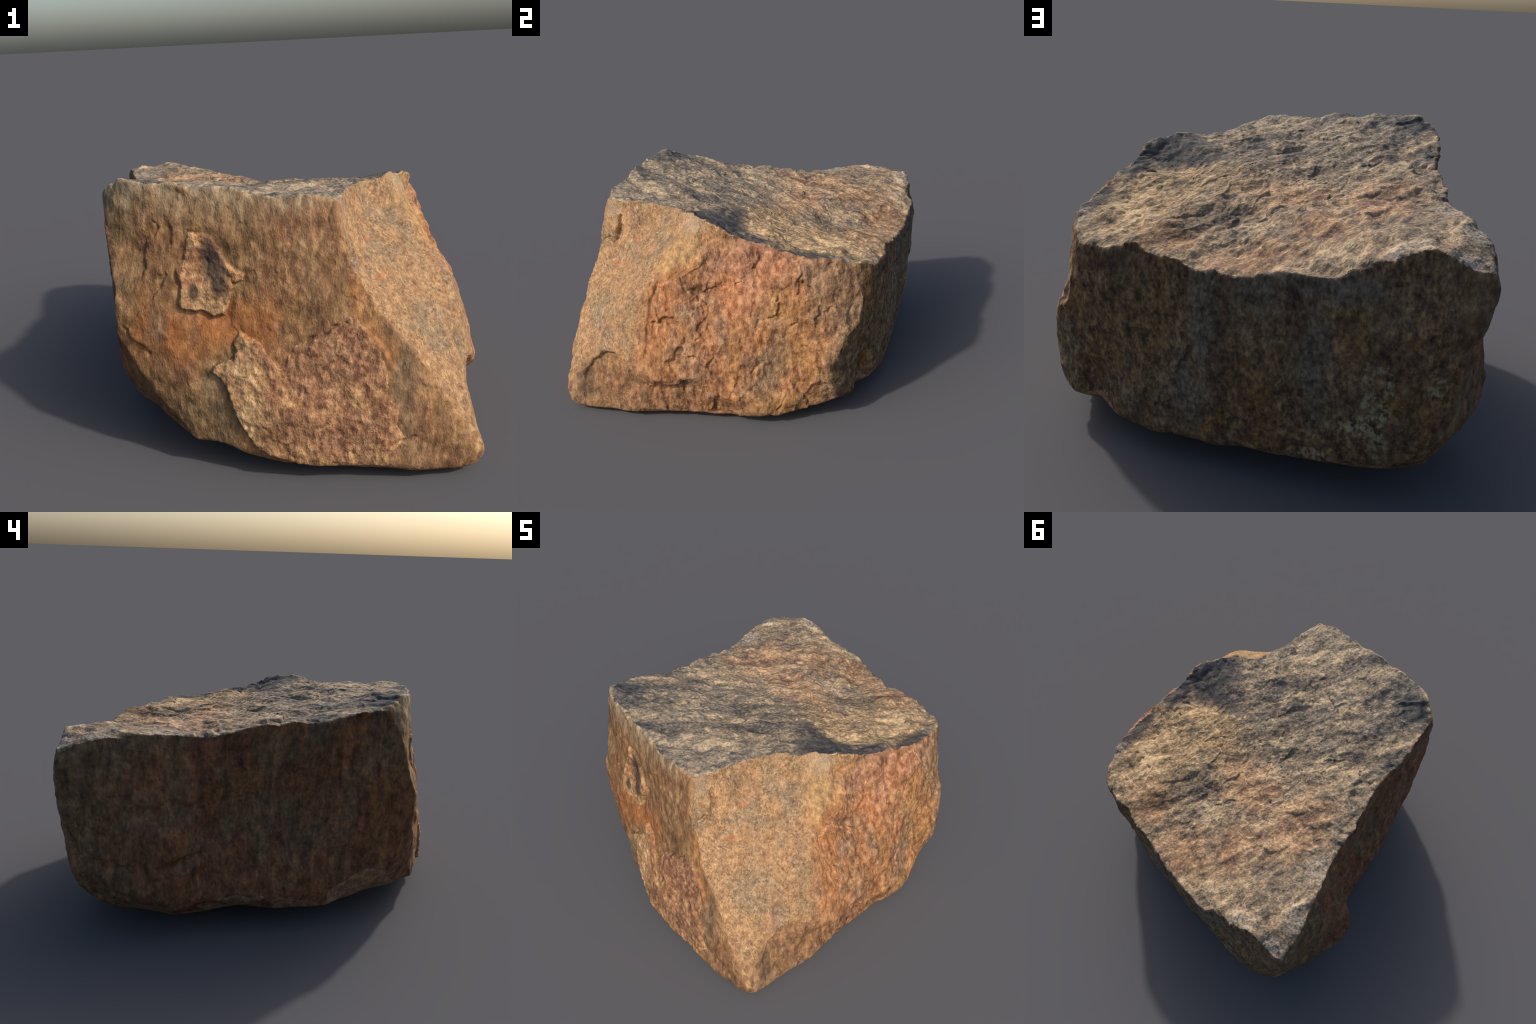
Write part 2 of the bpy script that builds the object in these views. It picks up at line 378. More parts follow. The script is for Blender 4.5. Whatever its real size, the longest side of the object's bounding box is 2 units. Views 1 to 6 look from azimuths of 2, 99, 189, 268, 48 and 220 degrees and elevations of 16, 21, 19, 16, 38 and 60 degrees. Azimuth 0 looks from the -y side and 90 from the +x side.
def shape(level=LEVEL):
    me, p, edges = base_mesh(level - 1)
    tris = np.empty(len(me.polygons) * 3, np.int32)
    me.polygons.foreach_get("vertices", tris)
    tris = tris.reshape(-1, 3)
    bpy.data.meshes.remove(me)

    # which face of the stone each point belongs to, with a ragged border
    verts, faces = cage()
    kinds = cage_regions(verts, faces)
    tree = BVHTree.FromPolygons(verts, faces)
    jit = np.stack([fbm(p * 22 + s, 3) for s in (0, 31, 67)], axis=1) * 0.009
    region = np.zeros(len(p), int)
    for i in range(len(p)):
        hit = tree.ray_cast(CENTRE, Vector(p[i] + jit[i]) - CENTRE)
        if hit[2] is not None:
            region[i] = kinds[hit[2]]
    soft = smooth(np.eye(len(REGIONS))[region], edges, 3, 0.6)

    # round the cage: broad faces soften, rims stay crisp
    crease = chain_distance(p, CREASES)
    p = smooth(p, edges, 16, 0.5 * np.clip(crease / 0.07, 0.03, 1)[:, None])
    p, tris, ends = split_faces(p, tris)
    soft = np.concatenate([soft, soft[ends].mean(axis=1)])
    edges = edges_of(tris)
    p = smooth(p, edges, 4, 0.4)
    W = {name: soft[:, k] for k, name in enumerate(REGIONS)}
    n = smooth(vertex_normals(p, tris), edges, 5, 0.5)
    n /= np.linalg.norm(n, axis=1)[:, None]
    side = np.clip(1 - W["top"], 0, 1)
    f = foliation(p)
    border = np.maximum(.1 * p[:, 2] - .49, 1.5 * p[:, 2] - 1.53)
    east = W["sunny"] * smoothstep(-.06, .06, p[:, 1] - border + .03 * perlin(p * 9)) * (p[:, 2] > .05)

    def scaled(a, b, c, k, q=None):
        q = f if q is None else q
        return q[k] * np.array((a, b, c))

    d = only(side, lambda k: 0.007 * fbm(p[k] * 6, 3))                          # broad unevenness

    # split top: ledges and soft lumps drawn out along the foliation
    d += only(W["top"], lambda k: 0.016 * fbm(scaled(8, 5, 8, k) + .5 * perlin(p[k] * 5)[:, None], 3)
              + 0.0060 * fbm(scaled(21, 17, 20, k), 2, 0.4) + 0.0018 * fbm(scaled(70, 60, 60, k), 2)
              + 0.40 * chips(f[k], .11, (.95, 1.35, 1.2), .10, 5))
    # front: soft dents, faint upright fluting
    d += only(W["front"], lambda k: 0.005 * fbm(p[k] * 11, 3) + 0.0011 * fbm(scaled(34, 30, 8, k), 2)
              + 0.32 * chips(p[k], .13, (.8, 1, 1.5), .05, 8))
    # sunny corner panel: fine tooth
    panel = np.clip(W["sunny"] - east, 0, 1)
    d += only(panel, lambda k: 0.004 * fbm(p[k] * 10, 3) + 0.0018 * fbm(p[k] * 48, 2) + 0.4 * chips(p[k], .12, (.8, .8, 1.5), .05, 3))
    # rough east face: chips of two sizes and gritty tooth
    d += only(east, lambda k: 0.62 * chips(p[k], .110, (1, .9, 1.3), .11, 12) + 0.30 * chips(p[k], .045, (1, .8, 1.6), .11, 14)
              + 0.0055 * fbm(p[k] * 17, 3) + 0.0016 * fbm(scaled(60, 60, 25, k), 2))
    d += only(W["weathered"], lambda k: 0.0045 * fbm(p[k] * 13, 3) + 0.0018 * fbm(p[k] * 55, 2) + 0.5 * chips(p[k], .12, (1, 1, 1.4), .06, 21))
    d += only(W["weathered"] * smoothstep(.2, -.2, p[:, 1] + p[:, 0]), lambda k: 0.003 * fbm(scaled(26, 26, 7, k), 2))

    # scaling crust plates on the front
    onfront = W["front"] * (p[:, 1] < -.6)

    def plate(outline, height):
        def make(k):
            s = polygon_distance(p[k, 0], p[k, 2], outline) + 0.006 * fbm(p[k] * 40, 2)
            inside = smoothstep(-.003, .004, s)
            under = -0.010 * np.exp(-(s / .03) ** 2) * (s < 0) * smoothstep(.05, -.1, p[k, 0])
            return inside * (height(p[k]) + 0.006 * fbm(p[k] * 36, 3)) + under
        return make

    d += only(onfront, plate(PLATE_SMALL, lambda q: 0.016 * (0.45 + 0.55 * smoothstep(.95, .72, q[:, 2]))))
    pit = np.exp(-((p[:, 0] + .225) / .045) ** 2 - ((p[:, 2] - .87) / .085) ** 2)
    d -= onfront * 0.014 * pit
    d += only(onfront, plate(PLATE_LARGE, lambda q: 0.020 * (0.10 + 0.90 * smoothstep(.22, -.05, q[:, 0]))))

    # crumbled rims
    rim = np.exp(-(chain_distance(p, [RIM_FRONT, RIM_CORNER, RIM_EAST, RIM_NORTH, RIM_WEST, EDGE_SE[1:]]) / .022) ** 2)
    d += only(rim, lambda k: 0.007 * fbm(p[k] * 26, 3) + 0.3 * chips(p[k], .035, (1, 1, 1), .12, 33))

    def hollow(k):
        s = polygon_distance(p[k, 1], p[k, 2], TOE_HOLLOW) + 0.008 * fbm(p[k] * 22, 3)
        return -0.011 * smoothstep(-.001, .007, s) * smoothstep(.02, .21, p[k, 2])

    d += only(W["sunny"] * (p[:, 0] > .6), hollow)

    wander = np.stack([fbm(p * 15 + k, 3) for k in (3, 9, 27)], axis=1) * 0.011
    q = p + wander
    d = smooth(d[:, None], edges, 1, 0.5)[:, 0]
    for chain, depth, width in CRACKS:
        near = np.linalg.norm(q - np.mean(chain, axis=0), axis=1) < 0.3
        dist = chain_distance(q[near], [chain])
        d[near] -= depth * np.exp(-(dist / width) ** 2)
    for chain, axes, height, reach in SCARPS:
        d += scarp(q, chain, axes, height, reach)

    p = p + d[:, None] * n
    p[:, 2] -= p[:, 2].min()
    return p, soft, tris


# ------------------------------------------------------------------ materials
def srgb(r, g, b):
    return tuple((c / 255 / 12.92) if c <= 10 else ((c / 255 + .055) / 1.055) ** 2.4 for c in (r, g, b)) + (1.0,)


class Shader:
    """A small writer of node trees: every method adds a node and hands back its output socket."""

    def __init__(self, name):
        self.mat = bpy.data.materials.new(name)
        self.mat.use_nodes = True
        self.nt = self.mat.node_tree
        self.bsdf = self.nt.nodes["Principled BSDF"]
        self.obj = self.nt.nodes.new("ShaderNodeTexCoord").outputs["Object"]
        self.fol = self.mapping(self.obj, rot=(0, 0, GRAIN_TURN))

    def put(self, socket, value):
        if hasattr(value, "is_output"):
            self.nt.links.new(value, socket)
        else:
            socket.default_value = value

    def mapping(self, v, loc=(0, 0, 0), rot=(0, 0, 0), scale=(1, 1, 1)):
        n = self.nt.nodes.new("ShaderNodeMapping")
        self.put(n.inputs["Vector"], v)
        n.inputs["Location"].default_value, n.inputs["Rotation"].default_value, n.inputs["Scale"].default_value = loc, rot, scale
        return n.outputs[0]

    def noise(self, v, scale=(1, 1, 1), shift=0.0, detail=4.0, rough=0.55, bend=0.0):
        n = self.nt.nodes.new("ShaderNodeTexNoise")
        self.put(n.inputs["Vector"], self.mapping(v, loc=(shift, shift * .7, -shift * .4), scale=scale))
        n.inputs["Scale"].default_value, n.inputs["Detail"].default_value = 1.0, detail
        n.inputs["Roughness"].default_value, n.inputs["Distortion"].default_value = rough, bend
        return n.outputs[0]

    def math(self, op, a, b=0.0):
        n = self.nt.nodes.new("ShaderNodeMath")
        n.operation = op
        self.put(n.inputs[0], a)
        self.put(n.inputs[1], b)
        return n.outputs[0]

    def blend(self, *pairs):
        """Weighted sum of values."""
        out = None
        for value, weight in pairs:
            t = self.math("MULTIPLY", value, weight)
            out = t if out is None else self.math("ADD", out, t)
        return out

    def step(self, x, lo, hi, to0=0.0, to1=1.0):
        n = self.nt.nodes.new("ShaderNodeMapRange")
        n.interpolation_type = "SMOOTHSTEP"
        self.put(n.inputs[0], x)
        for k, v in zip((1, 2, 3, 4), (lo, hi, to0, to1)):
            n.inputs[k].default_value = v
        return n.outputs[0]

    def ramp(self, x, *stops):
        n = self.nt.nodes.new("ShaderNodeValToRGB")
        self.put(n.inputs[0], x)
        els = n.color_ramp.elements
        while len(els) < len(stops):
            els.new(0.5)
        for e, (pos, col) in zip(els, stops):
            e.position, e.color = pos, srgb(*col)
        return n.outputs[0]

    def mix(self, mask, a, b, mode="MIX"):
        n = self.nt.nodes.new("ShaderNodeMix")
        n.data_type, n.blend_type = "RGBA", mode
        self.put(n.inputs[0], mask)
        self.put(n.inputs[6], a if hasattr(a, "is_output") else srgb(*a))
        self.put(n.inputs[7], b if hasattr(b, "is_output") else srgb(*b))
        return n.outputs[2]

    def along(self, a, b, c):
        """The value a*x + b*y + c*z of the place."""
        n = self.nt.nodes.new("ShaderNodeVectorMath")
        n.operation = "DOT_PRODUCT"
        self.put(n.inputs[0], self.obj)
        n.inputs[1].default_value = (a, b, c)
        return n.outputs["Value"]

    def spot(self, centre, radii, ragged=0.8, grain=9.0, shift=0.0, soft=0.35):
        """A stain round a place: 1 inside, 0 outside, with a ragged border."""
        v = self.mapping(self.obj, loc=tuple(-c / r for c, r in zip(centre, radii)), scale=tuple(1 / r for r in radii))
        n = self.nt.nodes.new("ShaderNodeVectorMath")
        n.operation = "LENGTH"
        self.put(n.inputs[0], v)
        e = self.noise(self.fol, (grain, grain * .5, grain * .6), shift, 5.0, 0.6)
        x = self.math("ADD", n.outputs["Value"], self.math("MULTIPLY", self.math("SUBTRACT", e, 0.5), ragged * 2))
        return self.step(x, 1 + soft, 1 - soft)

    def spots(self, places, **kw):
        out = None
        for k, (c, r) in enumerate(places):
            m = self.spot(c, r, shift=3.1 * k, **kw)
            out = m if out is None else self.math("MAXIMUM", out, m)
        return out

    def finish(self, colour, bumps, rough=(0.72, 0.95)):
        self.put(self.bsdf.inputs["Base Color"], colour)
        g = self.noise(self.obj, (30, 30, 30), 5.0)
        self.put(self.bsdf.inputs["Roughness"], self.step(g, .3, .7, *rough))
        self.bsdf.inputs["Specular IOR Level"].default_value = 0.25
        last = None
        for height, size in bumps:
            n = self.nt.nodes.new("ShaderNodeBump")
            n.inputs["Strength"].default_value, n.inputs["Distance"].default_value = 1.0, size
            self.put(n.inputs["Height"], height)
            if last is not None:
                self.put(n.inputs["Normal"], last)
            last = n.outputs[0]
        self.put(self.bsdf.inputs["Normal"], last)
        return self.mat


def top_stone():
    s = Shader("split_top_stone")
    band = s.noise(s.fol, (8, 3.0, 7), 0, 6, .64, .8)
    mid = s.noise(s.fol, (34, 23, 32), 3, 5, .6, .8)
    fine = s.noise(s.fol, (135, 86, 112), 8, 3, .6)
    grit = s.noise(s.obj, (73, 72, 70), 17, 3, .6)
    v = s.math("ADD", s.blend((band, .80), (mid, .70), (grit, .50), (fine, .25)), -.62)
    grey = s.ramp(v, (.28, (56, 54, 54)), (.42, (89, 84, 77)), (.55, (129, 116, 99)), (.70, (180, 157, 124)))
    tan = s.ramp(v, (.28, (72, 65, 59)), (.42, (110, 96, 80)), (.55, (151, 128, 100)), (.70, (198, 172, 136)))
    gold = s.ramp(v, (.28, (70, 63, 54)), (.42, (116, 96, 71)), (.55, (163, 130, 89)), (.70, (206, 172, 122)))
    where = s.math("ADD", s.along(.15, .8, 0), s.math("MULTIPLY", s.math("SUBTRACT", s.noise(s.fol, (8, 2.6, 5), 12, 6, .65), .5), 3.2))
    col = s.mix(s.step(where, -.95, .75), grey, tan)
    warm = s.spots([((.50, .38, .95), (.26, .34, .4)), ((.36, .16, 1.0), (.22, .14, .3))], grain=8, ragged=1.2, soft=.7)
    col = s.mix(s.math("MULTIPLY", warm, .55), col, gold)
    rust = s.spots([((-.04, .80, .89), (.16, .12, .2)), ((-.26, .64, .95), (.10, .14, .2)), ((-.45, .35, .98), (.14, .2, .3)),
                    ((.30, .72, .88), (.14, .1, .2)), ((-.1, .3, .95), (.2, .12, .3))], grain=14, ragged=1.4, soft=.8)
    col = s.mix(s.math("MULTIPLY", rust, .36), col, s.ramp(v, (.3, (107, 71, 46)), (.5, (161, 109, 69)), (.7, (204, 151, 101))))
    dark = s.spots([((.53, -.10, 1.06), (.17, .15, .3)), ((.64, .10, 1.0), (.06, .12, .2)), ((.40, -.02, 1.03), (.16, .05, .3)),
                    ((-.56, -.58, 1.15), (.12, .09, .2)), ((.69, .40, .93), (.04, .18, .2))], grain=12, ragged=.9, soft=.5)
    col = s.mix(s.math("MULTIPLY", dark, .85), col, s.ramp(mid, (.32, (30, 33, 37)), (.68, (81, 80, 80))))
    pale = s.spots([((.675, .572, .9), (.03, .05, .1)), ((-.57, .91, .98), (.07, .05, .1)), ((-.77, .92, .96), (.06, .04, .1)),
                    ((-.77, .74, 1.01), (.05, .07, .1)), ((-.70, .47, 1.0), (.05, .07, .1))], grain=18, ragged=1.0, soft=.7)
    col = s.mix(s.math("MULTIPLY", s.math("MULTIPLY", pale, .5), s.step(grit, .40, .60)), col, (167, 161, 151))
    return s.finish(col, [(mid, .007), (fine, .0035)])


def front_stone():
    s = Shader("weathered_front_stone")
    streak = s.noise(s.fol, (26, 14, 6), 1, 5, .62, .3)
    mid = s.noise(s.fol, (58, 36, 19), 4, 4, .6)
    fine = s.noise(s.obj, (145, 111, 85), 9, 3, .6)
    broad = s.noise(s.obj, (4, 4, 3), 21, 5, .6)
    mott = s.noise(s.obj, (34, 31, 19), 44, 4, .6)
    v = s.math("ADD", s.blend((streak, .28), (mott, .68), (mid, .45), (fine, .25)), -.33)
    col = s.ramp(v, (.25, (77, 54, 36)), (.42, (118, 85, 55)), (.56, (146, 109, 70)), (.72, (184, 143, 99)))
    olive = s.ramp(v, (.25, (76, 61, 42)), (.45, (118, 94, 62)), (.70, (171, 143, 103)))
    brown = s.ramp(v, (.25, (65, 43, 35)), (.45, (107, 75, 51)), (.70, (155, 115, 82)))
    col = s.mix(s.step(broad, .40, .66, 0, .8), col, olive)
    col = s.mix(s.step(s.noise(s.fol, (6, 6, 3), 33, 5), .44, .66, 0, .8), col, brown)
    edge = s.math("ADD", s.along(0, -.25, 1), s.math("MULTIPLY", s.math("SUBTRACT", streak, .5), .35))
    col = s.mix(s.step(edge, 1.14, 1.40, 0, .85), col, s.ramp(v, (.3, (107, 94, 74)), (.65, (181, 161, 129))))
    rust = s.spots([((-.20, -.83, .62), (.20, .2, .09)), ((-.40, -.80, .60), (.18, .2, .12)), ((-.05, -.86, .62), (.08, .2, .10))], grain=8, ragged=1.0, soft=.8)
    col = s.mix(s.math("MULTIPLY", rust, .95), col, s.ramp(v, (.25, (113, 69, 39)), (.55, (159, 103, 60)), (.75, (186, 134, 87))))
    brink = s.math("MAXIMUM", s.math("ADD", s.along(0, 0, -.17), .457), s.math("ADD", s.along(0, 0, -.66), .887))
    near = s.math("ADD", s.math("SUBTRACT", s.along(1, 0, 0), brink), s.math("MULTIPLY", s.math("SUBTRACT", s.noise(s.obj, (14, 14, 9), 63, 5, .65), .5), .22))
    col = s.mix(s.step(near, -.10, .0, 0, .95), col, s.ramp(v, (.25, (101, 77, 51)), (.5, (159, 121, 83)), (.72, (205, 167, 119))))
    painted_glow = s.spots([((.39, -.90, .60), (.03, .1, .09)), ((.46, -.93, .46), (.025, .1, .10)), ((.52, -.96, .32), (.025, .1, .10)), ((.33, -.86, .74), (.03, .1, .10))], grain=14, ragged=1.0, soft=.8)  # brighter orange painted where the ridge catches sunlight
    col = s.mix(s.math("MULTIPLY", painted_glow, .6), col, s.ramp(v, (.25, (133, 86, 49)), (.55, (191, 130, 78)), (.75, (215, 165, 107))))
    scab = s.spots([((.50, -.96, .28), (.10, .2, .18)), ((.30, -.97, .10), (.3, .2, .06)), ((.10, -.79, 1.0), (.10, .2, .05)), ((.22, -.80, .98), (.07, .2, .09)),
                    ((.02, -.83, .82), (.10, .2, .08))], grain=10, ragged=1.1, soft=.8)
    col = s.mix(s.math("MULTIPLY", scab, .75), col, s.ramp(v, (.25, (79, 50, 39)), (.5, (130, 92, 65)), (.72, (186, 142, 101))))
    slate = s.spots([((-.63, -.62, 1.05), (.07, .1, .12)), ((-.20, -.88, .30), (.09, .1, .16)), ((-.45, -.78, .62), (.03, .1, .1)), ((.50, -.96, .40), (.05, .1, .2))],
                    grain=12, ragged=.9, soft=.7)
    col = s.mix(s.math("MULTIPLY", slate, .65), col, s.ramp(v, (.3, (67, 58, 44)), (.7, (130, 111, 84))))
    stain = s.step(s.noise(s.obj, (9, 9, 6), 131, 6, .68), .50, .66, 0, .55)
    col = s.mix(stain, col, s.ramp(v, (.25, (70, 50, 40)), (.5, (112, 84, 64)), (.72, (158, 126, 96))))
    return s.finish(col, [(mott, .007), (fine, .004)])


def crust():
    s = Shader("scaling_crust")
    blot = s.noise(s.obj, (16, 14, 10), 2, 5, .65)
    mid = s.noise(s.obj, (50, 49, 34), 6, 4, .6)
    fine = s.noise(s.obj, (141, 137, 108), 9, 3, .6)
    v = s.math("ADD", s.blend((blot, .75), (mid, .65), (fine, .30)), -.35)
    col = s.ramp(v, (.26, (102, 67, 49)), (.42, (137, 98, 69)), (.56, (171, 129, 89)), (.74, (210, 169, 120)))
    maroon = s.spots([((.22, -.90, .50), (.20, .2, .13)), ((.08, -.94, .24), (.16, .2, .06)), ((.30, -.97, .20), (.10, .2, .10)), ((-.12, -.91, .26), (.03, .2, .10))], grain=22, ragged=1.7, soft=.5)
    col = s.mix(s.math("MULTIPLY", maroon, .7), col, s.ramp(v, (.26, (73, 46, 38)), (.45, (104, 69, 53)), (.58, (144, 104, 78)), (.74, (193, 151, 111))))
    pale = s.spots([((-.16, -.86, .47), (.10, .2, .13)), ((-.10, -.9, .28), (.08, .2, .14)), ((-.20, -.8, .70), (.16, .2, .07))], grain=11, ragged=1.0, soft=.6)
    col = s.mix(s.math("MULTIPLY", pale, .95), col, s.ramp(v, (.3, (113, 85, 60)), (.55, (170, 134, 94)), (.7, (208, 174, 132))))
    stain = s.spots([((-.225, -.79, .885), (.045, .2, .10)), ((-.20, -.79, .80), (.035, .2, .06)), ((-.30, -.8, .75), (.018, .1, .03))], grain=18, ragged=.7, soft=.5)
    col = s.mix(s.math("MULTIPLY", stain, 1.0), col, s.ramp(v, (.3, (60, 47, 42)), (.7, (105, 83, 65))))
    return s.finish(col, [(blot, .008), (mid, .008), (fine, .004)])


def sunny_stone():
    s = Shader("fresh_side_stone")
    speck = s.noise(s.obj, (60, 59, 40), 1, 4, .62)
    mid = s.noise(s.fol, (37, 29, 17), 4, 4, .6)
    fine = s.noise(s.obj, (175, 171, 128), 9, 2, .6)
    broad = s.noise(s.obj, (5, 5, 4), 14, 5, .6)
    v = s.math("ADD", s.blend((speck, .45), (mid, .65), (fine, .25)), -.18)
    tan = s.ramp(v, (.26, (99, 76, 55)), (.42, (141, 107, 76)), (.56, (171, 134, 93)), (.74, (201, 164, 121)))
    greyish = s.ramp(v, (.26, (88, 74, 58)), (.45, (129, 107, 81)), (.74, (180, 149, 116)))
    tan = s.mix(s.step(broad, .42, .62, 0, .9), tan, greyish)
    tan = s.mix(s.step(s.noise(s.obj, (6, 6, 3), 111, 5, .6), .50, .68, 0, .55), tan, s.ramp(v, (.26, (112, 83, 55)), (.5, (176, 131, 84)), (.74, (212, 170, 118))))
    pepper = s.step(s.noise(s.obj, (102, 102, 70), 83, 3, .55), .50, .63, 0, .75)
    tan = s.mix(s.math("MULTIPLY", pepper, s.step(s.noise(s.obj, (11, 11, 8), 29, 3), .38, .60, .35, 1)), tan, (94, 74, 60))
    salt = s.step(s.noise(s.obj, (92, 93, 75), 97, 3, .55), .56, .68, 0, .35)
    tan = s.mix(salt, tan, (218, 189, 155))
    w = s.math("ADD", s.blend((mid, .85), (speck, .45), (fine, .25)), -.28)
    rock = s.ramp(w, (.28, (84, 57, 40)), (.42, (129, 88, 58)), (.54, (160, 110, 74)), (.68, (193, 146, 106)))
    dull = s.ramp(w, (.28, (80, 63, 50)), (.45, (122, 97, 74)), (.68, (175, 143, 108)))
    ochre = s.ramp(w, (.28, (92, 63, 37)), (.45, (142, 99, 57)), (.68, (189, 145, 90)))
    pink = s.ramp(w, (.28, (103, 67, 50)), (.45, (152, 102, 76)), (.68, (199, 149, 114)))
    rust = s.ramp(w, (.28, (117, 69, 38)), (.45, (169, 107, 63)), (.68, (206, 148, 97)))
    rock = s.mix(s.step(s.noise(s.obj, (5, 6, 3.5), 40, 5), .42, .64, 0, .85), rock, dull)
    rock = s.mix(s.step(s.noise(s.obj, (6, 7, 4), 71, 5), .50, .72, 0, .6), rock, rust)
    rock = s.mix(s.math("MULTIPLY", s.spots([((.72, .12, .88), (.2, .25, .10)), ((.74, .05, .76), (.2, .12, .16))], grain=9, ragged=1.0, soft=.9), .7), rock, pink)
    rock = s.mix(s.math("MULTIPLY", s.spots([((.79, .27, .64), (.2, .12, .13)), ((.80, .40, .40), (.2, .10, .16)), ((.84, .02, .46), (.2, .03, .17)), ((.86, .25, .12), (.2, .2, .07))],
                         grain=9, ragged=1.0, soft=.9), .7), rock, ochre)
    rock = s.mix(s.math("MULTIPLY", s.spots([((.72, .60, .60), (.14, .11, .40)), ((.80, .55, .25), (.15, .08, .3))], grain=10, ragged=.9, soft=.8), .85), rock, dull)
    border = s.math("MAXIMUM", s.math("ADD", s.along(0, 0, .1), -.49), s.math("ADD", s.along(0, 0, 1.5), -1.53))
    line = s.math("ADD", s.math("SUBTRACT", s.along(0, 1, 0), border), s.math("MULTIPLY", s.math("SUBTRACT", s.noise(s.obj, (12, 12, 8), 50, 6, .65), .5), .34))
    col = s.mix(s.step(line, -.13, .10), tan, rock)
    warm = s.spots([((.82, -.40, .52), (.2, .06, .22)), ((.88, -.38, .32), (.2, .15, .07)), ((.78, -.36, .66), (.2, .06, .14)), ((.84, -.47, .40), (.2, .05, .12)), ((.73, .0, .72), (.1, .06, .10))], grain=10, ragged=.9, soft=.9)
    col = s.mix(s.math("MULTIPLY", warm, .60), col, s.ramp(w, (.28, (119, 74, 44)), (.5, (177, 116, 70)), (.7, (210, 155, 104))))
    yellow = s.spots([((.64, -.25, .90), (.1, .09, .10)), ((.68, -.34, .83), (.1, .06, .05))], grain=12, ragged=1.0, soft=.8)
    col = s.mix(s.math("MULTIPLY", yellow, .35), col, s.ramp(v, (.3, (133, 101, 57)), (.65, (208, 166, 100))))
    pale = s.spots([((.57, -.20, 1.04), (.06, .06, .05)), ((.285, -.75, 1.03), (.05, .07, .06))], grain=14, ragged=.9, soft=.8)
    col = s.mix(s.math("MULTIPLY", pale, .35), col, (171, 157, 133))
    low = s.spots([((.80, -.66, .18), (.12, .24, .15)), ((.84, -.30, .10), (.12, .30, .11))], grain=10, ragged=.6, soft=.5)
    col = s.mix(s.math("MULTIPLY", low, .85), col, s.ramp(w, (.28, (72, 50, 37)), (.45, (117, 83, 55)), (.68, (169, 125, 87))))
    dark_patch = s.spots([((.79, -.84, .20), (.05, .05, .10)), ((.87, -.28, .25), (.05, .08, .025))], grain=14, ragged=.9, soft=.6)
    col = s.mix(s.math("MULTIPLY", dark_patch, .5), col, (74, 63, 50))
    red = s.spots([((.393, -.589, .883), (.03, .025, .012)), ((.425, -.70, .755), (.03, .05, .012))], grain=14, ragged=.7, soft=.7)
    col = s.mix(s.math("MULTIPLY", red, .45), col, (173, 99, 57))
    blotch = s.step(s.noise(s.obj, (16, 16, 10), 151, 6, .7), .52, .66, 0, .40)
    col = s.mix(blotch, col, s.ramp(w, (.28, (84, 66, 52)), (.5, (124, 100, 80)), (.7, (170, 142, 114))))
    return s.finish(col, [(mid, .006), (speck, .005), (fine, .003)])


